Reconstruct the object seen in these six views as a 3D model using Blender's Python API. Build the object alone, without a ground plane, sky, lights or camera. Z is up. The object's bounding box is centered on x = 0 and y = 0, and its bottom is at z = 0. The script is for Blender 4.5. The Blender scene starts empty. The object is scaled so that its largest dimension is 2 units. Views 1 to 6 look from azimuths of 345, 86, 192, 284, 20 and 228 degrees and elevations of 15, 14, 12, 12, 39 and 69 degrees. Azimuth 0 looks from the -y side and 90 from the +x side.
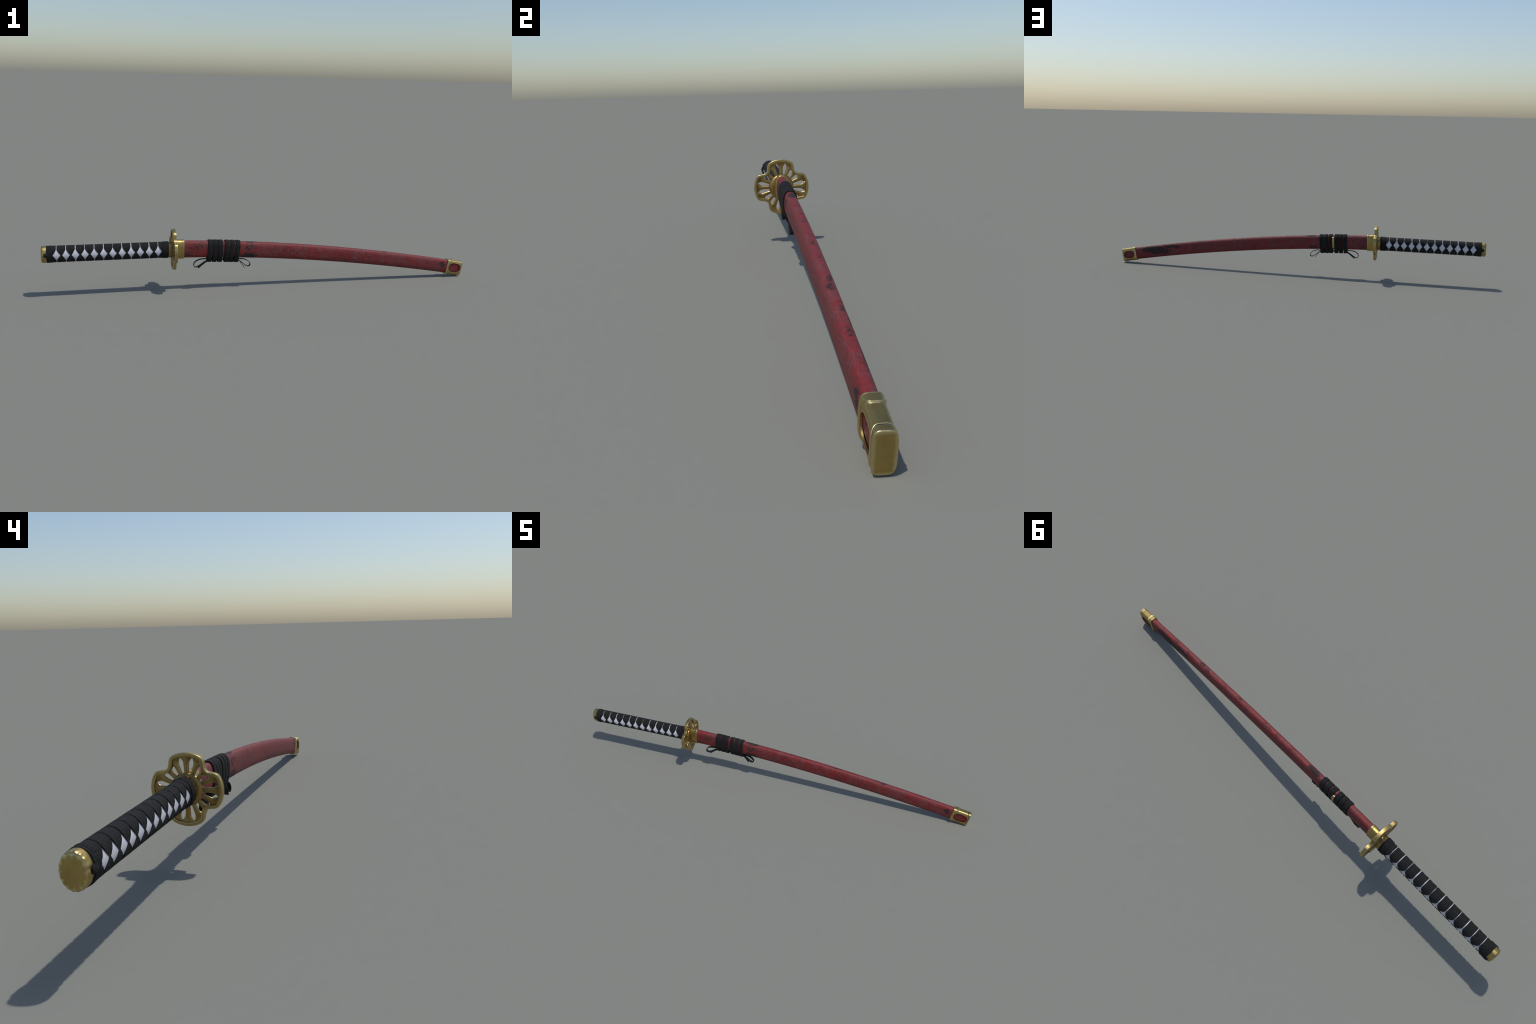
"""A curved sword resting in its red lacquered scabbard, tip of the scabbard on the ground."""
import bpy, bmesh, math, random
from mathutils import Vector, noise

random.seed(7)
TAU = 2.0 * math.pi

# ------------------------------------------------------------------ frame
# The whole sword lies in the plane y = 0.  The handle is straight, the
# scabbard follows a shallow cubic sweep.
HANDLE_Z = 0.1904


def scabbard_z(x):
    return 0.16912 - 0.07966 * x - 0.06233 * x * x + 0.00817 * x ** 3


def scabbard_slope(x):
    return -0.07966 - 0.12466 * x + 0.02451 * x * x


def scabbard_half_height(x):
    m = scabbard_slope(x)
    return (0.0370 - 0.0034 * x) / math.sqrt(1 + m * m)


SCABBARD_Y = -0.0016     # the scabbard sits a touch off the handle's plane


def scabbard_half_width(x):
    return 0.0179 - 0.0020 * (x + 0.4) / 1.4


def scabbard_point(x, y, n):
    """Point at station x, sideways y, n along the local normal."""
    m = scabbard_slope(x)
    k = math.sqrt(1 + m * m)
    return Vector((x - n * m / k, y + SCABBARD_Y, scabbard_z(x) + n / k))


def handle_point(x, y, n):
    return Vector((x, y, HANDLE_Z + n))


def sgn_pow(v, p):
    return math.copysign(abs(v) ** p, v)


def oval(theta, half_w, half_h, e=2.0):
    """Superellipse; theta = 0 is +y, 90 degrees is up.  Returns (y, n)."""
    p = 2.0 / e
    return half_w * sgn_pow(math.cos(theta), p), half_h * sgn_pow(math.sin(theta), p)


def even_angles(half_w, half_h, e, seg):
    """Superellipse parameters that put seg points at equal arc lengths."""
    m = 4096
    acc, total = [0.0], 0.0
    last = oval(0.0, half_w, half_h, e)
    for i in range(1, m + 1):
        p = oval(TAU * i / m, half_w, half_h, e)
        total += math.hypot(p[0] - last[0], p[1] - last[1])
        acc.append(total)
        last = p
    out, k = [], 0
    for j in range(seg):
        want = total * (j + 0.37) / seg
        while acc[k + 1] < want:
            k += 1
        f = (want - acc[k]) / max(1e-12, acc[k + 1] - acc[k])
        out.append(TAU * (k + f) / m)
    return out


def lerp(a, b, t):
    return a + (b - a) * t


def smooth(a, b, x):
    t = min(1.0, max(0.0, (x - a) / (b - a)))
    return t * t * (3 - 2 * t)


def table(x, pts):
    """Piecewise smooth interpolation through (x, value) control points."""
    if x <= pts[0][0]:
        return pts[0][1]
    for i in range(len(pts) - 1):
        x0, v0 = pts[i]
        x1, v1 = pts[i + 1]
        if x <= x1:
            def tan(j):
                j0, j1 = max(0, j - 1), min(len(pts) - 1, j + 1)
                return (pts[j1][1] - pts[j0][1]) / (pts[j1][0] - pts[j0][0])
            h = x1 - x0
            t = (x - x0) / h
            m0, m1 = tan(i) * h, tan(i + 1) * h
            return ((2 * t ** 3 - 3 * t * t + 1) * v0 + (t ** 3 - 2 * t * t + t) * m0
                    + (-2 * t ** 3 + 3 * t * t) * v1 + (t ** 3 - t * t) * m1)
    return pts[-1][1]


# ------------------------------------------------------------------ mesh helpers
def make_object(name, verts, faces, material, parent=None, smooth_angle=40):
    me = bpy.data.meshes.new(name)
    me.from_pydata([tuple(v) for v in verts], [], faces)
    bm = bmesh.new()
    bm.from_mesh(me)
    bmesh.ops.recalc_face_normals(bm, faces=bm.faces)
    bm.to_mesh(me)
    bm.free()
    me.materials.append(material)
    me.shade_smooth()
    if smooth_angle < 180:
        me.set_sharp_from_angle(angle=math.radians(smooth_angle))
    ob = bpy.data.objects.new(name, me)
    bpy.context.scene.collection.objects.link(ob)
    if parent is not None:
        ob.parent = parent
    return ob


def loft(rings, closed_rings=True, cap_start=True, cap_end=True, closed_path=False):
    """Verts and faces of a skin over equal-length rings."""
    n = len(rings[0])
    verts = [p for r in rings for p in r]
    faces = []
    m = len(rings)
    for i in range(m if closed_path else m - 1):
        a, b = i * n, ((i + 1) % m) * n
        for j in range(n if closed_rings else n - 1):
            k = (j + 1) % n
            faces.append((a + j, a + k, b + k, b + j))
    if not closed_path:
        for flag, base, rev in ((cap_start, 0, True), (cap_end, (m - 1) * n, False)):
            if flag:
                c = Vector((0, 0, 0))
                for j in range(n):
                    c += Vector(verts[base + j])
                verts.append(c / n)
                ci = len(verts) - 1
                for j in range(n):
                    k = (j + 1) % n
                    faces.append((ci, base + k, base + j) if rev else (ci, base + j, base + k))
    return verts, faces


def grain(p, scale, seed=0.0):
    return noise.noise(Vector(p) * scale + Vector((seed, seed * 1.7, -seed)))


# ------------------------------------------------------------------ materials
class Nodes:
    def __init__(self, name):
        self.mat = bpy.data.materials.new(name)
        self.mat.use_nodes = True
        self.t = self.mat.node_tree
        self.bsdf = self.t.nodes["Principled BSDF"]
        self.coord = self.t.nodes.new("ShaderNodeTexCoord").outputs["Object"]

    def link(self, a, b):
        self.t.links.new(a, b)

    def put(self, sock, v):
        if isinstance(v, bpy.types.NodeSocket):
            self.link(v, sock)
        else:
            sock.default_value = v

    def noise(self, scale, detail=4.0, rough=0.55, stretch=None, offset=(0, 0, 0), distortion=0.0):
        mp = self.t.nodes.new("ShaderNodeMapping")
        self.link(self.coord, mp.inputs["Vector"])
        mp.inputs["Location"].default_value = offset
        if stretch:
            mp.inputs["Scale"].default_value = stretch
        n = self.t.nodes.new("ShaderNodeTexNoise")
        n.inputs["Scale"].default_value = scale
        n.inputs["Detail"].default_value = detail
        n.inputs["Roughness"].default_value = rough
        n.inputs["Distortion"].default_value = distortion
        self.link(mp.outputs[0], n.inputs["Vector"])
        return n.outputs["Fac"]

    def ramp(self, fac, lo, hi):
        n = self.t.nodes.new("ShaderNodeMapRange")
        n.interpolation_type = "SMOOTHSTEP"
        self.put(n.inputs["Value"], fac)
        n.inputs["From Min"].default_value = lo
        n.inputs["From Max"].default_value = hi
        return n.outputs["Result"]

    def math(self, op, a, b=0.0, c=0.0):
        n = self.t.nodes.new("ShaderNodeMath")
        n.operation = op
        self.put(n.inputs[0], a)
        self.put(n.inputs[1], b)
        self.put(n.inputs[2], c)
        return n.outputs[0]

    def mix(self, fac, a, b):
        n = self.t.nodes.new("ShaderNodeMix")
        n.data_type = "RGBA"
        self.put(n.inputs[0], fac)
        for s, v in ((n.inputs[6], a), (n.inputs[7], b)):
            self.put(s, (*v, 1.0) if isinstance(v, tuple) else v)
        return n.outputs[2]

    def xyz(self):
        n = self.t.nodes.new("ShaderNodeSeparateXYZ")
        self.link(self.coord, n.inputs[0])
        return n.outputs

    def bump(self, height, strength, distance, chain=None):
        n = self.t.nodes.new("ShaderNodeBump")
        n.inputs["Strength"].default_value = strength
        n.inputs["Distance"].default_value = distance
        self.link(height, n.inputs["Height"])
        if chain is not None:
            self.link(chain, n.inputs["Normal"])
        return n.outputs["Normal"]

    def spot(self, cx, cy, cz, rx, ry, rz):
        """1 in the middle of an ellipsoid, 0 at its border."""
        x, y, z = self.xyz()
        s = None
        for v, c, r in ((x, cx, rx), (y, cy, ry), (z, cz, rz)):
            d = self.math("DIVIDE", self.math("SUBTRACT", v, c), r)
            d = self.math("MULTIPLY", d, d)
            s = d if s is None else self.math("ADD", s, d)
        return self.ramp(s, 1.0, 0.0)

    def finish(self, color, rough, metal=0.0, normal=None, spec=None):
        self.put(self.bsdf.inputs["Base Color"], color if not isinstance(color, tuple) else (*color, 1.0))
        self.put(self.bsdf.inputs["Roughness"], rough)
        self.bsdf.inputs["Metallic"].default_value = metal
        if normal is not None:
            self.link(normal, self.bsdf.inputs["Normal"])
        if spec is not None:
            self.bsdf.inputs["Specular IOR Level"].default_value = spec
        return self.mat


BRASS = (0.425, 0.315, 0.112)
BRASS_DARK = (0.33, 0.225, 0.075)
BRASS_WORN = (0.68, 0.57, 0.31)
BRASS_BROWN = (0.35, 0.230, 0.080)
BRASS_DEEP = (0.23, 0.135, 0.042)


def brass_material(name, base=BRASS, dull=BRASS_DARK, extra=None):
    """Aged brass, rubbed pale where its corners are handled."""
    s = Nodes(name)
    col = s.mix(s.math("MULTIPLY", s.ramp(s.noise(38, 5), 0.42, 0.66), 0.45), base, dull)
    bev = s.t.nodes.new("ShaderNodeBevel")
    bev.samples = 6
    bev.inputs["Radius"].default_value = 0.0050
    geo = s.t.nodes.new("ShaderNodeNewGeometry")
    dot = s.t.nodes.new("ShaderNodeVectorMath")
    dot.operation = "DOT_PRODUCT"
    s.link(bev.outputs[0], dot.inputs[0])
    s.link(geo.outputs["Normal"], dot.inputs[1])
    convex = s.ramp(geo.outputs["Pointiness"], 0.45, 0.495)
    worn = s.ramp(s.math("SUBTRACT", 1.0, dot.outputs["Value"]), 0.001, 0.045)
    worn = s.math("MULTIPLY", s.math("MULTIPLY", worn, convex), s.ramp(s.noise(140, 3), 0.10, 0.50))
    if extra is not None:
        worn = s.math("MAXIMUM", worn, extra(s))
    col = s.mix(s.math("MULTIPLY", worn, 0.9), col, BRASS_WORN)
    rough = s.math("MULTIPLY_ADD", s.noise(90, 4), 0.12, 0.35)
    rough = s.math("MULTIPLY_ADD", worn, -0.12, rough)
    nrm = s.bump(s.noise(220, 3), 0.10, 0.0006)
    return s.finish(col, rough, metal=1.0, normal=nrm)


def pommel_wear(s):
    """Scalloped, petal-like worn border on the butt face."""
    x, y, z = s.xyz()
    v = s.math("DIVIDE", y, 0.0280)
    w = s.math("DIVIDE", s.math("SUBTRACT", z, HANDLE_Z), 0.0353)
    rad = s.math("SQRT", s.math("ADD", s.math("MULTIPLY", v, v), s.math("MULTIPLY", w, w)))
    ang = s.math("ARCTAN2", w, v)
    lobes = s.math("ABSOLUTE", s.math("SINE", s.math("MULTIPLY", ang, 6.0)))
    edge = s.math("MULTIPLY_ADD", lobes, -0.17, rad)
    edge = s.math("ADD", edge, s.math("MULTIPLY_ADD", s.noise(110, 2), 0.14, -0.07))
    face = s.ramp(x, -0.9965, -0.9985)
    return s.math("MULTIPLY", s.math("MULTIPLY", s.ramp(edge, 0.62, 0.86), face), 0.8)


def foot_wear(s):
    """Pale rubbed border round the flat foot of the end cap (its own plane, in object space)."""
    x, y, z = s.xyz()
    m = scabbard_slope(0.9944)
    k = math.sqrt(1 + m * m)
    dx = s.math("SUBTRACT", x, 0.9944)
    dz = s.math("SUBTRACT", z, scabbard_z(0.9944) - 0.0009)
    depth = s.math("ADD", s.math("MULTIPLY", dx, 1 / k), s.math("MULTIPLY", dz, m / k))
    n = s.math("ABSOLUTE", s.math("ADD", s.math("MULTIPLY", dx, -m / k), s.math("MULTIPLY", dz, 1 / k)))
    side = s.math("ABSOLUTE", s.math("SUBTRACT", y, SCABBARD_Y))
    jit = s.math("MULTIPLY_ADD", s.noise(120, 3), 0.004, -0.002)
    rim = s.math("MAXIMUM", s.ramp(s.math("ADD", side, jit), 0.0100, 0.0158),
                 s.ramp(s.math("ADD", n, jit), 0.0285, 0.0345))
    return s.math("MULTIPLY", s.math("MULTIPLY", rim, s.ramp(depth, -0.0030, -0.0012)), 0.75)


def lacquer_material():
    s = Nodes("worn_red_lacquer")
    # pale pinkish and bright mottling with a fine leathery grain
    mottled = s.ramp(s.noise(34, 6, 0.68), 0.42, 0.60)
    fine = s.ramp(s.noise(140, 6, 0.72, offset=(2, 7, 1)), 0.44, 0.62)
    col = s.mix(mottled, (0.190, 0.0062, 0.0078), (0.158, 0.0290, 0.0300))
    col = s.mix(s.math("MULTIPLY", fine, 0.62), col, (0.072, 0.0070, 0.0080))
    # dark scuffs: a sparse general mask plus heavier scuffed places
    break_up = s.noise(95, 9, 0.80, offset=(3, 1, 2), distortion=0.4)
    sparse = s.ramp(s.noise(9, 2, 0.5, offset=(1.3, 0, 0)), 0.50, 0.75)
    places = s.math("MULTIPLY", sparse, 0.50)
    # (centre x, y, z, reach x, y, z, strength)
    spots = [(-0.105, -0.018, 0.150, 0.060, 0.02, 0.024, 1.15), (-0.10, -0.018, 0.190, 0.045, 0.02, 0.022, 0.80),
             (-0.335, -0.019, 0.200, 0.060, 0.015, 0.030, 0.72), (-0.375, -0.019, 0.175, 0.03, 0.015, 0.03, 0.72),
             (-0.10, 0.0, 0.212, 0.05, 0.02, 0.009, 1.15), (0.887, -0.018, 0.066, 0.026, 0.014, 0.026, 1.0),
             (0.79, 0.014, 0.080, 0.13, 0.018, 0.036, 1.15), (0.70, 0.012, 0.108, 0.09, 0.012, 0.020, 0.95),
             (0.84, 0.004, 0.101, 0.04, 0.016, 0.012, 0.62), (0.745, 0.002, 0.115, 0.035, 0.016, 0.012, 0.80),
             (0.66, 0.006, 0.127, 0.05, 0.014, 0.012, 0.68), (0.575, -0.003, 0.140, 0.03, 0.014, 0.012, 0.84),
             (0.535, 0.004, 0.146, 0.03, 0.014, 0.012, 0.92), (0.43, 0.004, 0.161, 0.05, 0.014, 0.012, 0.60),
             (0.335, -0.004, 0.174, 0.04, 0.014, 0.012, 0.74), (0.285, 0.004, 0.179, 0.03, 0.012, 0.012, 0.66),
             (0.17, 0.002, 0.191, 0.05, 0.014, 0.012, 0.70), (0.11, -0.002, 0.197, 0.03, 0.012, 0.012, 0.78),
             (0.02, 0.002, 0.204, 0.04, 0.014, 0.012, 0.72), (-0.375, 0.017, 0.160, 0.05, 0.012, 0.022, 0.78),
             (-0.11, 0.017, 0.150, 0.05, 0.012, 0.02, 0.80), (0.40, -0.017, 0.120, 0.2, 0.012, 0.04, 0.50),
             (0.07, -0.017, 0.165, 0.14, 0.012, 0.05, 0.50), (0.955, -0.014, 0.055, 0.04, 0.014, 0.03, 0.62)]
    for cx, cy, cz, rx, ry, rz, k in spots:
        places = s.math("MAXIMUM", places, s.math("MULTIPLY", s.spot(cx, cy, cz, rx, ry, rz), k))
    scuff = s.ramp(s.math("MULTIPLY_ADD", places, 0.25, break_up), 0.645, 0.725)
    col = s.mix(s.math("MULTIPLY", scuff, 0.93), col, (0.0095, 0.0080, 0.0085))
    # thin hairline cracks along the grain
    cracks = s.noise(30, 3, 0.5, stretch=(0.35, 1, 1.6), offset=(5, 2, 8), distortion=0.3)
    cracks = s.ramp(s.math("ABSOLUTE", s.math("SUBTRACT", cracks, 0.5)), 0.010, 0.0)
    patchy = s.ramp(s.noise(20, 3, offset=(9, 4, 4)), 0.52, 0.66)
    cracks = s.math("MULTIPLY", cracks, patchy)
    col = s.mix(s.math("MULTIPLY", cracks, 0.55), col, (0.05, 0.010, 0.012))
    rough = s.math("MULTIPLY_ADD", mottled, 0.08, 0.54)
    rough = s.math("MULTIPLY_ADD", scuff, 0.22, rough)
    n = s.bump(s.noise(140, 6, 0.72), 0.75, 0.0026)
    n = s.bump(cracks, -0.5, 0.001, n)
    return s.finish(col, rough, normal=n, spec=0.50)


def cloth_material(name, weave=900.0):
    s = Nodes(name)
    blot = s.ramp(s.noise(330, 5, 0.72), 0.42, 0.62)
    col = s.mix(blot, (0.0042, 0.0044, 0.0052), (0.0180, 0.0176, 0.0172))
    n = s.bump(s.noise(weave, 2, 0.5), 0.5, 0.0006)
    n = s.bump(s.noise(260, 5, 0.7), 1.0, 0.0030, n)
    return s.finish(col, 0.80, normal=n, spec=0.28)


def ray_skin_material():
    s = Nodes("white_ray_skin")
    col = s.mix(s.ramp(s.noise(60, 4), 0.35, 0.7), (0.60, 0.60, 0.655), (0.66, 0.65, 0.70))
    n = s.bump(s.noise(420, 3), 0.12, 0.0006)
    return s.finish(col, 0.42, normal=n)


MAT_BRASS = brass_material("aged_brass")
MAT_BROWN_BRASS = brass_material("brown_brass", base=BRASS_BROWN, dull=BRASS_DEEP)
MAT_POMMEL = brass_material("aged_brass_pommel", extra=pommel_wear)
MAT_CAP = brass_material("aged_brass_end_cap", extra=foot_wear)
MAT_SEAM_SHADOW = Nodes("seam_shadow_black").finish((0.012, 0.009, 0.006), 0.8)
MAT_LACQUER = lacquer_material()
MAT_WRAP = cloth_material("black_handle_wrap")
MAT_CORD = cloth_material("black_scabbard_cord", 1100.0)
MAT_SKIN = ray_skin_material()

# ------------------------------------------------------------------ root
root = bpy.data.objects.new("sheathed_sword", None)
root.empty_display_size = 0.1
bpy.context.scene.collection.objects.link(root)
root["label"] = "curved sword with black wrapped handle in worn red scabbard"
root["category"] = "sword"

# ------------------------------------------------------------------ scabbard
SEG = 128
SAYA_E = 2.65
SAYA_ANGLES = even_angles(0.0175, 0.0365, SAYA_E, SEG)


def scabbard_ring(x, extra_w=0.0, extra_h=0.0, e=SAYA_E, seg=SEG, shrink=1.0):
    w = (scabbard_half_width(x) + extra_w) * shrink
    h = (scabbard_half_height(x) + extra_h) * shrink
    return [scabbard_point(x, *oval(a, w, h, e)) for a in (SAYA_ANGLES if seg == SEG else even_angles(w, h, e, seg))]


def build_scabbard():
    rings = []
    n = 420
    for i in range(n + 1):
        x = lerp(-0.4300, 0.985, i / n)
        ring = []
        for j in range(SEG):
            th = SAYA_ANGLES[j]
            inside = smooth(0.9125, 0.9165, x)      # slimmer where the end cap sleeves it
            w, h = scabbard_half_width(x) - 0.0022 * inside, scabbard_half_height(x) - 0.0012 * inside
            k = 1.0 + 0.012 * grain((x * 0.6, math.cos(th) * 0.03, math.sin(th) * 0.05), 42, 3.1)
            y, nn = oval(th, w * k, h * (1 + (k - 1) * 0.5), SAYA_E)
            ring.append(scabbard_point(x, y, nn))
        rings.append(ring)
    v, f = loft(rings)
    return make_object("scabbard", v, f, MAT_LACQUER, root)


scabbard = build_scabbard()


def build_mouth_collar():
    """Oval brass ferrule at the scabbard mouth, with a rounded lip at both ends."""
    prof = [(-0.4335, -0.004), (-0.4335, 0.0006), (-0.4328, 0.0014), (-0.4310, 0.0018), (-0.426, 0.0018),
            (-0.418, 0.0018), (-0.410, 0.0018), (-0.403, 0.0019), (-0.4008, 0.0024), (-0.3988, 0.0024),
            (-0.3974, 0.0016), (-0.3968, 0.0004), (-0.3968, -0.0035)]
    rings = [scabbard_ring(x, o + 0.0008, o + 0.0026, e=2.5) for x, o in prof]
    v, f = loft(rings)
    return make_object("mouth_collar", v, f, MAT_BRASS, scabbard, 50)


build_mouth_collar()

# --- end cap -----------------------------------------------------------
CAP_MOUTH, CAP_END = 0.9110, 0.9944
CAP_W, CAP_H, CAP_E = 0.0174, 0.0360, 4.2


def cap_relief(x, th):
    """Raised mouth band, ridge hugging the window, groove before the foot."""
    q = math.sin(th)
    left = 0.9168 + 0.0165 * q * q * (1 if q > 0 else 0.78)
    right = 0.9870 - 0.0085 * q * q
    r = 0.0010 * (1 - smooth(left - 0.001, left + 0.0015, x))
    r += 0.0018 * math.exp(-((x - left) / 0.0014) ** 2)
    r -= 0.0030 * math.exp(-((x - right) / 0.0009) ** 2)
    r += 0.0003 * smooth(right, right + 0.001, x)
    r += 0.0016 * abs(math.cos(th)) ** 0.5 * math.exp(-((x - 0.9845) / 0.0050) ** 2) * (1 - smooth(right - 0.0006, right, x))
    r -= 0.0014 * math.exp(-((x - CAP_MOUTH) / 0.0008) ** 2)
    r += 0.0008 * smooth(CAP_MOUTH + 0.004, CAP_MOUTH, x)
    return r


def build_end_cap():
    seg = 192
    angles = even_angles(CAP_W, CAP_H, CAP_E, seg)
    rings = []

    def ring(x, off, relief=True, shrink=1.0, e=CAP_E):
        out = []
        for j in range(seg):
            th = angles[j]
            o = off + (cap_relief(x, th) if relief else 0.0)
            y, n = oval(th, (CAP_W + o) * shrink, (CAP_H + o) * shrink, e)
            out.append(scabbard_point(x, y, n - 0.0009 * smooth(CAP_MOUTH, CAP_END, x)))
        return out

    # inside, from the closed end to the mouth
    rings.append(ring(CAP_END - 0.006, -0.0031, False, 0.2))
    rings.append(ring(CAP_END - 0.006, -0.0031, False))
    for i in range(1, 16):
        rings.append(ring(lerp(CAP_END - 0.006, CAP_MOUTH, i / 15), -0.0031, False))
    # outside, from the mouth to the foot
    n = 150
    for i in range(n + 1):
        rings.append(ring(lerp(CAP_MOUTH, CAP_END - 0.0028, i / n), 0.0))
    # rounded edge and slightly domed foot
    for k in range(1, 9):
        a = math.pi / 2 * k / 8
        rings.append(ring(CAP_END - 0.0028 + 0.0022 * math.sin(a), -0.0026 * (1 - math.cos(a)) + 0.0008, False))
    for k in range(1, 8):
        rings.append(ring(CAP_END - 0.0006 + 0.0006 * (1 - (1 - k / 8) ** 2), -0.0018, False, 1 - k / 8))
    v, f = loft(rings)
    cap = make_object("end_cap", v, f, MAT_CAP, scabbard, 50)

    # oval windows on both faces, cut by an oval prism along y
    cx, half_l, half_n = 0.9527, 0.0318, 0.0228
    rings = []
    for y in (-0.05, 0.05):
        rings.append([scabbard_point(cx + half_l * sgn_pow(math.cos(t), 0.78), y, half_n * sgn_pow(math.sin(t), 0.78))
                      for t in [TAU * j / 64 for j in range(64)]])
    v, f = loft(rings)
    cutter = make_object("window_cutter", v, f, MAT_BRASS)
    mod = cap.modifiers.new("window", "BOOLEAN")
    mod.operation = "DIFFERENCE"
    mod.solver = "EXACT"
    mod.object = cutter
    bpy.context.view_layer.update()
    dg = bpy.context.evaluated_depsgraph_get()
    me = bpy.data.meshes.new_from_object(cap.evaluated_get(dg))
    cap.modifiers.clear()
    cap.data = me
    me.shade_smooth()
    me.set_sharp_from_angle(angle=math.radians(50))
    bpy.data.objects.remove(cutter, do_unlink=True)
    return cap


build_end_cap()


def build_cap_seam_shadow():
    """Grime-filled seam between the window frame and the foot of the cap."""
    angles = even_angles(CAP_W, CAP_H, CAP_E, 192)
    rings = []
    for th in angles:
        q = math.sin(th)
        right = 0.9870 - 0.0085 * q * q
        ring = []
        for a in range(8):
            c, d = math.cos(TAU * a / 8), math.sin(TAU * a / 8)
            x = right + 0.00075 * c
            y, n = oval(th, CAP_W - 0.0009 + 0.0008 * d, CAP_H - 0.0009 + 0.0008 * d, CAP_E)
            ring.append(scabbard_point(x, y, n - 0.0009 * smooth(CAP_MOUTH, CAP_END, x)))
        rings.append(ring)
    v, f = loft(rings, closed_path=True)
    return make_object("cap_seam_shadow", v, f, MAT_SEAM_SHADOW, scabbard, 180)


build_cap_seam_shadow()


# --- cord bands around the scabbard ---------------------------------------
def catmull_closed(pts, per):
    out = []
    n = len(pts)
    for i in range(n):
        p0, p1, p2, p3 = (Vector(pts[(i + k) % n]) for k in (-1, 0, 1, 2))
        for j in range(per):
            t = j / per
            out.append(0.5 * ((2 * p1) + (p2 - p0) * t + (2 * p0 - 5 * p1 + 4 * p2 - p3) * t * t
                              + (3 * p1 - p0 - 3 * p2 + p3) * t ** 3))
    return out


def catmull_open(pts, per):
    pts = [Vector(p) for p in pts]
    ext = [2 * pts[0] - pts[1]] + pts + [2 * pts[-1] - pts[-2]]
    out = []
    for i in range(1, len(ext) - 2):
        p0, p1, p2, p3 = ext[i - 1:i + 3]
        for j in range(per):
            t = j / per
            out.append(0.5 * ((2 * p1) + (p2 - p0) * t + (2 * p0 - 5 * p1 + 4 * p2 - p3) * t * t
                              + (3 * p1 - p0 - 3 * p2 + p3) * t ** 3))
    out.append(pts[-1])
    return out


def cord_path(x):
    """Closed (y, n) outline: hugs the scabbard, then gathers to a point below it."""
    w, h = scabbard_half_width(x), scabbard_half_height(x)
    right = []
    for deg in (78, 62, 46, 30, 15, 0):
        y, n = oval(math.radians(deg), w + 0.0002, h + 0.0008, SAYA_E)
        right.append((y, n))
    right += [(w + 0.0004, -0.010), (w - 0.0015, -0.021), (0.0135, -0.0325),
              (0.0095, -0.0430), (0.0062, -0.0515), (0.0030, -0.0553)]
    pts = [(0, h + 0.0008)] + right + [(0, -0.0558)] + [(-y, n) for y, n in reversed(right)]
    return catmull_closed([(y, n, 0) for y, n in pts], 6)


BAND_W, BAND_T = 0.0208, 0.0043
BAND_X = [-0.2815, -0.2577, -0.2341, -0.2042, -0.1803, -0.1565]


def build_cord_band(x, seed):
    path = cord_path(x)
    n = len(path)
    sect = [(-0.5, 0.0), (-0.5, 0.55), (-0.47, 0.82), (-0.40, 0.96), (-0.25, 1.0), (0.0, 1.0), (0.25, 1.0),
            (0.40, 0.96), (0.47, 0.82), (0.5, 0.55), (0.5, 0.0), (0.2, -0.15), (-0.2, -0.15)]
    rings = []
    for i in range(n):
        p = path[i]
        t = (path[(i + 1) % n] - path[i - 1]).normalized()
        out = Vector((-t.y, t.x, 0))
        if out.dot(Vector((p.x, p.y + 0.02, 0))) < 0:
            out = -out
        ring = []
        for s, o in sect:
            wob = 0.0005 * grain((p.x, p.y, s * 0.02), 130, seed)
            q = p + out * (o * BAND_T + (wob if o > 0.3 else 0))
            ds = s * BAND_W + 0.0006 * grain((p.x, p.y, 0.3), 40, seed + 5) + 0.0010 * math.sin(p.y * 30 + seed)
            ring.append(scabbard_point(x + ds, q.x, q.y))
        rings.append(ring)
    v, f = loft(rings, closed_path=True)
    return make_object("cord_band", v, f, MAT_CORD, scabbard, 180)


for k, bx in enumerate(BAND_X):
    build_cord_band(bx, 1.3 * k + 0.4)


# --- bow loops --------------------------------------------------------------
def ribbon(name, pts, y_mid, width, thick, parent, material, twist=0.0):
    path = catmull_open([(x, 0, z) for x, z in pts], 10)
    n = len(path)
    rings = []
    for i, p in enumerate(path):
        t = (path[min(i + 1, n - 1)] - path[max(i - 1, 0)]).normalized()
        out = Vector((-t.z, 0, t.x))
        ring = []
        a = thick / 2
        b = width / 2
        ym = y_mid + twist * i / n
        for dy, do in ((-b, -a * 0.5), (-b, a * 0.5), (-b * 0.8, a), (0, a), (b * 0.8, a), (b, a * 0.5),
                       (b, -a * 0.5), (b * 0.8, -a), (0, -a), (-b * 0.8, -a)):
            ring.append(p + out * do + Vector((0, ym + dy, 0)))
        rings.append(ring)
    v, f = loft(rings)
    return make_object(name, v, f, material, parent, 60)


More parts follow.
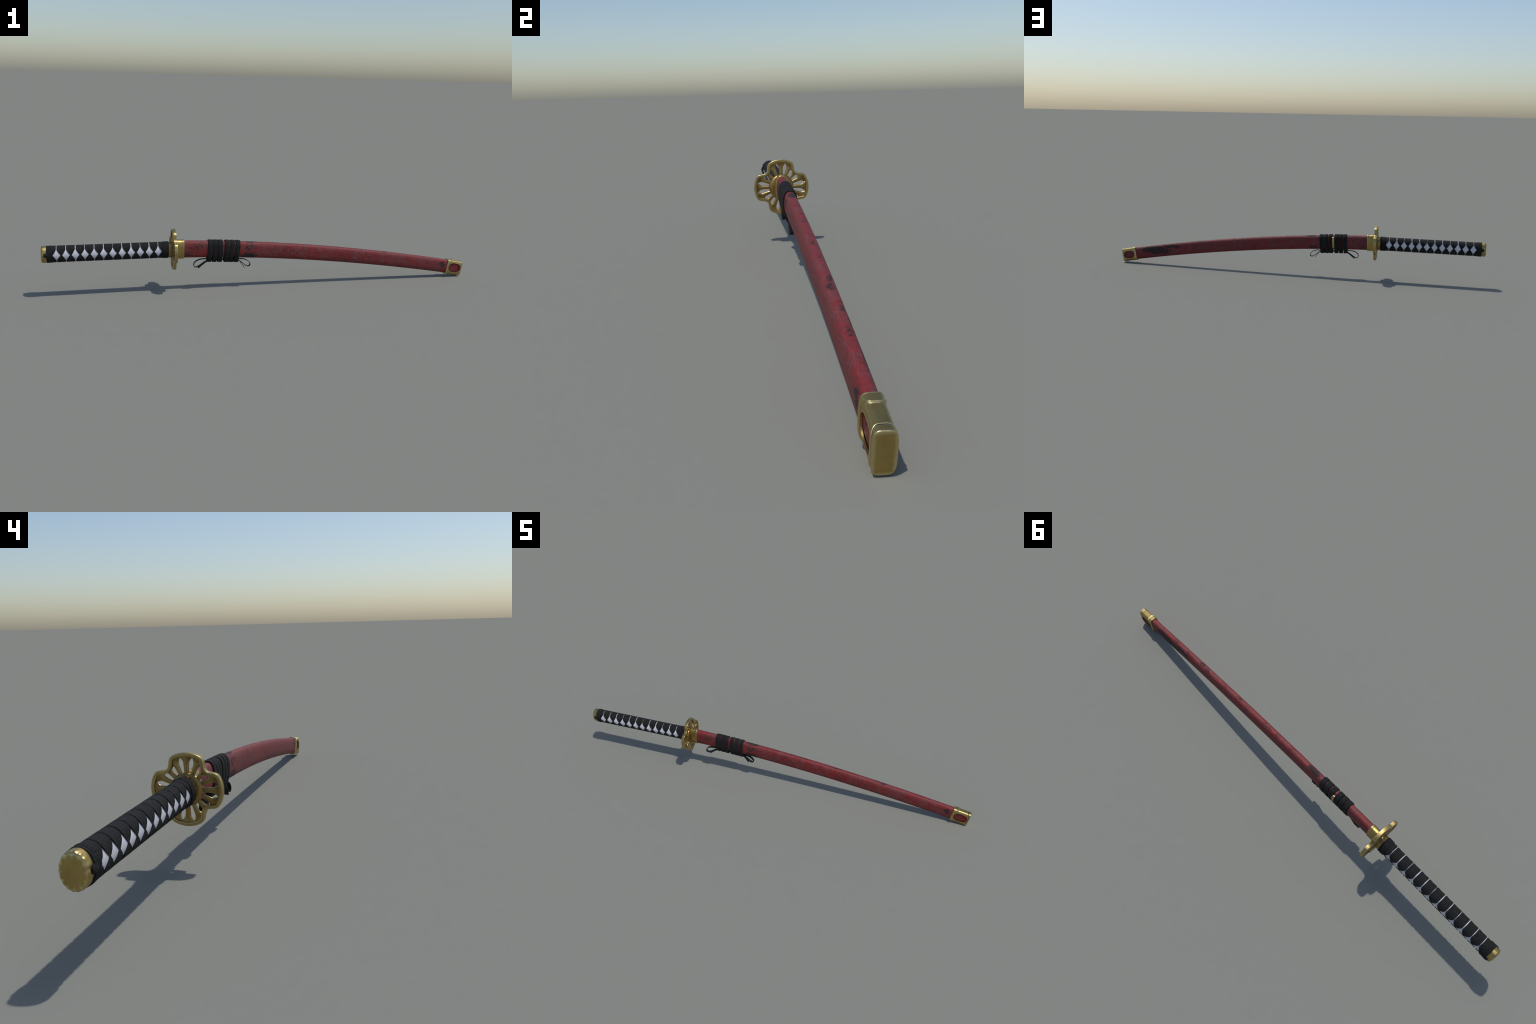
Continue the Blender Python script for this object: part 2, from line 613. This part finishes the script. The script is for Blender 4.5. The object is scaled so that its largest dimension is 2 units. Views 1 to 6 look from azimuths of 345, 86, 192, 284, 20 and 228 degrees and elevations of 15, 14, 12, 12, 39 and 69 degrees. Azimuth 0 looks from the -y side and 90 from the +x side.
RIB_W, RIB_T = 0.0132, 0.0026
ribbon("bow_loop", [(-0.287, 0.1405), (-0.300, 0.1425), (-0.320, 0.1413), (-0.336, 0.1370), (-0.3475, 0.1290),
                    (-0.3525, 0.1185), (-0.3505, 0.1090), (-0.3430, 0.1058), (-0.3330, 0.1090), (-0.318, 0.1185),
                    (-0.303, 0.1285), (-0.287, 0.1365)], -0.003, RIB_W, RIB_T, scabbard, MAT_CORD)
ribbon("bow_tail", [(-0.287, 0.1345), (-0.300, 0.1275), (-0.318, 0.1135), (-0.333, 0.1010)],
       -0.0035, RIB_W, 0.0034, scabbard, MAT_CORD)
ribbon("bow_loop", [(-0.150, 0.1345), (-0.137, 0.1352), (-0.121, 0.1330), (-0.107, 0.1262), (-0.0960, 0.1160),
                    (-0.0935, 0.1065), (-0.0985, 0.1003), (-0.1065, 0.1000), (-0.1170, 0.1060), (-0.1310, 0.1175),
                    (-0.150, 0.1300)], -0.0030, RIB_W, RIB_T, scabbard, MAT_CORD)
ribbon("bow_tail", [(-0.150, 0.1290), (-0.140, 0.1215), (-0.129, 0.1075), (-0.1205, 0.0950)],
       -0.0030, RIB_W, RIB_T, scabbard, MAT_CORD)
ribbon("cord_bridge", [(-0.232, 0.1402), (-0.219, 0.1392), (-0.206, 0.1388)], 0.0, 0.010, 0.0032, scabbard, MAT_CORD)
ribbon("cord_bridge", [(-0.232, 0.1338), (-0.219, 0.1330), (-0.206, 0.1325)], 0.0, 0.010, 0.0030, scabbard, MAT_CORD)


# --- brass cord keeper on the far face ---------------------------------------
def build_cord_keeper():
    x0, x1 = -0.2245, -0.2128
    rings = []
    n = 28
    for i in range(n + 1):
        deg = lerp(48, -50, i / n)
        th = math.radians(deg)
        end = min(i, n - i)
        rise = 0.0062 * (1 - (1 - min(1.0, end / 4)) ** 2) * 0.85 + 0.0009
        ring = []
        for u, o in ((0.0, -0.3), (0.0, 0.7), (0.10, 0.94), (0.25, 1.0), (0.5, 1.0), (0.75, 1.0), (0.90, 0.94), (1.0, 0.7), (1.0, -0.3)):
            x = lerp(x0, x1, u)
            y, nn = oval(th, scabbard_half_width(x) + rise * o, scabbard_half_height(x) + rise * o * 0.6, SAYA_E)
            ring.append(scabbard_point(x, y, nn))
        rings.append(ring)
    v, f = loft(rings)
    return make_object("cord_keeper", v, f, MAT_BRASS, scabbard, 50)


build_cord_keeper()

# ------------------------------------------------------------------ handle
CORE_W, CORE_H = 0.0260, 0.0334


def build_handle():
    rings = []
    for i in range(61):
        x = lerp(-0.978, -0.452, i / 60)
        rings.append([handle_point(x, *oval(TAU * j / 96, CORE_W, CORE_H)) for j in range(96)])
    v, f = loft(rings)
    return make_object("handle", v, f, MAT_SKIN, root, 60)


handle = build_handle()

N_DIAMOND = 12
FIRST, LAST = -0.9366, -0.5118
PITCH = (LAST - FIRST) / (N_DIAMOND - 1)
SLIT = [0.0012, 0.0013, 0.0018, 0.0010, 0.0014, 0.0016, 0.0008, 0.0015, 0.0019, 0.0009, 0.0017, 0.0012]


def gap_half(i, th):
    """Half-width of the white opening i at angle th around the handle."""
    q = abs(math.sin(th))
    d = max(0.0, 1 - q / 0.70)
    uneven = 0.00035 * grain((0.03 * i, math.cos(th) * 0.03, math.sin(th) * 0.036), 95, 6.0)
    return SLIT[i] + (0.0159 - SLIT[i]) * d ** 1.2 + uneven


def wrap_strip(name, lo, hi, seed):
    """One turn of the wrap: wide over the back, pinched between two openings."""
    seg = 180
    vs = [-1.0, -1.0, -0.985, -0.93, -0.82, -0.68, -0.54, -0.4, -0.27, -0.13, 0.0, 0.13, 0.27, 0.4, 0.54, 0.68, 0.82, 0.93, 0.985, 1.0, 1.0]
    lift = [-0.9, 0.72, 0.94] + [1] * 15 + [0.94, 0.72, -0.9]
    rings = []
    for j in range(seg):
        th = TAU * j / seg
        a, b = lo(th), hi(th)
        mid, half = (a + b) / 2, (b - a) / 2
        ring = []
        for v, l in zip(vs, lift):
            x = mid + half * v
            side = math.exp(-(math.sin(th) / 0.62) ** 2)
            pinch = side * max(0.0, 1 - ((x - mid) / (PITCH / 2)) ** 2)
            thick_w = 0.0040 - 0.0036 * pinch
            thick_h = 0.0020
            t = lerp(thick_h, thick_w, abs(math.cos(th)) ** 1.2)
            if l > 0.3:
                t += 0.00055 * grain((x, math.cos(th) * 0.03, math.sin(th) * 0.036), 320, seed)
            y, n = oval(th, CORE_W + t * l, CORE_H + t * l)
            ring.append(handle_point(x, y, n))
        rings.append(ring)
    v, f = loft(rings, closed_rings=False, closed_path=True)
    return make_object(name, v, f, MAT_WRAP, handle, 60)


for i in range(N_DIAMOND - 1):
    wrap_strip("handle_wrap",
               lambda th, i=i: FIRST + PITCH * i + gap_half(i, th),
               lambda th, i=i: FIRST + PITCH * (i + 1) - gap_half(i + 1, th), 0.7 * i)
wrap_strip("handle_wrap", lambda th: -0.976, lambda th: FIRST - gap_half(0, th), 21.0)
wrap_strip("handle_wrap", lambda th: LAST + gap_half(N_DIAMOND - 1, th), lambda th: -0.4672, 33.0)


def build_binding(x0, x1, strands, seed, w, h):
    """Knobbly end binding: a few cord turns lying side by side."""
    seg = 144
    n = 30
    rings = []
    prof = [(0.0, -0.004)]
    for i in range(n + 1):
        u = i / n
        bump = abs(math.sin(math.pi * strands * u)) ** 0.6
        prof.append((u, 0.0009 + 0.0011 * bump))
    prof.append((1.0, -0.004))
    for u, o in prof:
        ring = []
        for j in range(seg):
            th = TAU * j / seg
            x = lerp(x0, x1, u)
            k = 0.0
            if o > 0:
                k = 0.0011 * grain((x, math.cos(th) * 0.03, math.sin(th) * 0.036), 230, seed)
                x += 0.0008 * grain((0.2, math.cos(th) * 0.03, math.sin(th) * 0.036), 70, seed + 2)
            ring.append(handle_point(x, *oval(th, w + o + k, h + o + k)))
        rings.append(ring)
    v, f = loft(rings)
    return make_object("end_binding", v, f, MAT_WRAP, handle, 180)


build_binding(-0.9775, -0.9555, 3, 4.0, 0.0292, 0.0346)
build_binding(-0.4920, -0.4668, 3, 8.0, 0.0294, 0.0353)


def build_wrap_knot(side):
    """Flattened knot of the wrap that overlaps the pommel cap."""
    verts, faces = [], []
    nu, nv = 28, 18
    rings = []
    for i in range(1, nu):
        a = math.pi * i / nu
        ring = []
        for j in range(nv):
            b = TAU * j / nv
            x = -0.9795 - 0.0098 * math.cos(a)
            r = math.sin(a) ** 0.7
            dz = 0.0090 * r * math.sin(b)
            z = 0.1915 + dz
            base = 0.0288 * math.sqrt(max(0.0, 1 - ((z - HANDLE_Z) / 0.037) ** 2))
            y = base + 0.0042 * r * math.cos(b) + 0.0004 * grain((x, z, j * 0.001), 300, 2)
            ring.append(Vector((x, side * y, z)))
        rings.append(ring)
    v, f = loft(rings)
    return make_object("wrap_knot", v, f, MAT_WRAP, handle, 180)


build_wrap_knot(-1)
build_wrap_knot(1)


def build_pommel():
    prof = [(-0.970, 0.0), (-0.976, 0.0), (-0.982, 0.0002), (-0.988, 0.0003), (-0.9925, 0.0002), (-0.9950, -0.0002),
            (-0.9968, -0.0010), (-0.9981, -0.0024), (-0.9988, -0.0042), (-0.9992, -0.0065), (-0.9995, -0.0100),
            (-0.9998, -0.0150), (-1.0, -0.0220)]
    seg = 144
    rings = []
    dense = []
    for i in range(len(prof) - 1):
        for k in range(3):
            dense.append((lerp(prof[i][0], prof[i + 1][0], k / 3), lerp(prof[i][1], prof[i + 1][1], k / 3)))
    dense.append(prof[-1])
    for x, o in dense:
        ring = []
        for j in range(seg):
            th = TAU * j / seg
            flute = 0.0005 * math.cos(18 * th) * smooth(-0.985, -0.994, x) * smooth(-0.012, -0.004, o)
            ring.append(handle_point(x, *oval(th, 0.0276 + o + flute, 0.0353 + o + flute)))
        rings.append(ring)
    v, f = loft(rings)
    return make_object("pommel_cap", v, f, MAT_POMMEL, handle, 60)


build_pommel()


def build_handle_collar():
    prof = [(-0.4690, -0.002), (-0.4690, -0.0004), (-0.4684, 0.0), (-0.462, 0.0002), (-0.455, 0.0002),
            (-0.4497, 0.0004), (-0.4480, 0.0), (-0.4470, -0.004)]
    rings = [[handle_point(x, *oval(TAU * j / 120, 0.0297 + o, 0.0352 + o)) for j in range(120)] for x, o in prof]
    v, f = loft(rings)
    return make_object("handle_collar", v, f, MAT_BROWN_BRASS, handle, 50)


build_handle_collar()

# ------------------------------------------------------------------ guard
GUARD_X, GUARD_Z, GUARD_T = -0.4420, 0.1908, 0.0145
LOBE = [(0, 0.0908), (8, 0.0906), (16, 0.0901), (22, 0.0893), (26, 0.0881), (29.5, 0.0853), (33, 0.0802),
        (37, 0.0742), (41, 0.0704), (45, 0.0693)]


def guard_radius(a):
    d = math.degrees(a) % 90.0
    return table(d if d <= 45 else 90 - d, LOBE)


GUARD_ROLL = math.radians(1.1)      # the guard sits slightly turned on the tang


def guard_place(dx, y, z, roll=GUARD_ROLL):
    c, s = math.cos(roll), math.sin(roll)
    return Vector((GUARD_X + dx, y * c - z * s, GUARD_Z + z * c + y * s))


def guard_point(a, r, dx):
    return guard_place(dx, r * math.sin(a), r * math.cos(a))


RIM = 0.0100


def build_guard():
    n = 360
    outline = [Vector((guard_radius(TAU * i / n) * math.sin(TAU * i / n), guard_radius(TAU * i / n) * math.cos(TAU * i / n), 0)) for i in range(n)]
    t = GUARD_T / 2
    # (inward depth, half thickness): flat face and flat outer edge, small bevels, a lip inside
    half = [(0.0, 0.0), (0.0, 0.45), (0.0, 0.84), (0.0003, 0.93), (0.0011, 0.99), (0.0020, 1.0), (0.0040, 1.0),
            (0.0062, 1.0), (0.0080, 1.0), (0.0087, 0.97), (0.0092, 0.86), (0.0096, 0.6), (0.0099, 0.3), (0.0100, 0.0)]
    sect = [(d, h * t) for d, h in half] + [(d, -h * t) for d, h in reversed(half[1:-1])]
    rings = []
    for i in range(n):
        p = outline[i]
        tan = (outline[(i + 1) % n] - outline[i - 1]).normalized()
        inward = Vector((tan.y, -tan.x, 0))
        if inward.dot(p) > 0:
            inward = -inward
        ring = []
        for d, h in sect:
            q = p + inward * d
            ring.append(guard_place(h, q.x, q.y))
        rings.append(ring)
    v, f = loft(rings, closed_path=True)
    return make_object("guard", v, f, MAT_BRASS, root, 60)


guard = build_guard()
STEP = TAU / 16


def slot_half(k, r):
    """Half-width of slot k (between spoke k and k+1) at radius r: tapered, pointed outward."""
    a = STEP * (k + 0.5)
    rin = guard_radius(a) - RIM
    tip = rin - 0.0026 if k % 4 in (0, 3) else rin - 0.0006
    root_r = 0.0400
    peak = lerp(root_r, tip, 0.72)
    wide = 0.0058 if k % 4 in (0, 3) else 0.0050
    if r >= tip:
        return 0.0
    if r < peak:
        return lerp(0.0030, wide, smooth(root_r, peak, r))
    u = (r - peak) / (tip - peak)
    return wide * (1 - u ** 1.25)


def build_spoke(k):
    a = STEP * k
    r1 = guard_radius(a) - RIM + 0.004
    r0 = 0.034
    n = 30
    m = 10
    rings = []
    for i in range(n + 1):
        r = lerp(r0, r1, i / n)
        edge = r * math.tan(STEP / 2)
        left = -(edge - slot_half((k - 1) % 16, r))
        right = edge - slot_half(k % 16, r)
        if slot_half(k % 16, r) == 0:
            right += 0.0002
        thick = lerp(0.0050, 0.0032, smooth(0.040, r1 - 0.004, r)) + 0.0012 * smooth(r1 - 0.012, r1, r)
        ring = []
        for j in range(m + 1):
            u = -1 + 2 * j / m
            s = lerp(left, right, (u + 1) / 2)
            ring.append((s, thick * (0.30 + 0.70 * math.sqrt(max(0.0, 1 - u * u)))))
        full = [(s, h) for s, h in ring] + [(s, -h) for s, h in reversed(ring)]
        pts = []
        for s, h in full:
            y = r * math.sin(a) + s * math.cos(a)
            z = r * math.cos(a) - s * math.sin(a)
            # keep the flared end inside the rim
            limit = (guard_radius(math.atan2(y, z)) - 0.0055) / math.hypot(y, z)
            if limit < 1:
                y, z = y * limit, z * limit
            pts.append(guard_place(h, y, z, 0.3 * GUARD_ROLL))
        rings.append(pts)
    v, f = loft(rings)
    return make_object("guard_spoke", v, f, MAT_BROWN_BRASS, guard, 60)


for k in range(16):
    build_spoke(k)


def build_hub():
    """Domed washer in the middle of the guard, shallow on both faces."""
    half = [(0.0100, 0.0), (0.0100, 0.024), (0.0099, 0.0275), (0.0094, 0.031), (0.0085, 0.0345), (0.0072, 0.0375),
            (0.0055, 0.0396), (0.0036, 0.0408), (0.0018, 0.0413), (0.0, 0.0414)]
    prof = half + [(-x, r) for x, r in reversed(half[:-1])]
    rings = []
    for x, r in prof:
        rr = max(r, 0.0005)
        rings.append([guard_point(TAU * j / 120, rr, x) for j in range(120)])
    v, f = loft(rings)
    return make_object("guard_hub", v, f, MAT_BROWN_BRASS, guard, 60)


build_hub()
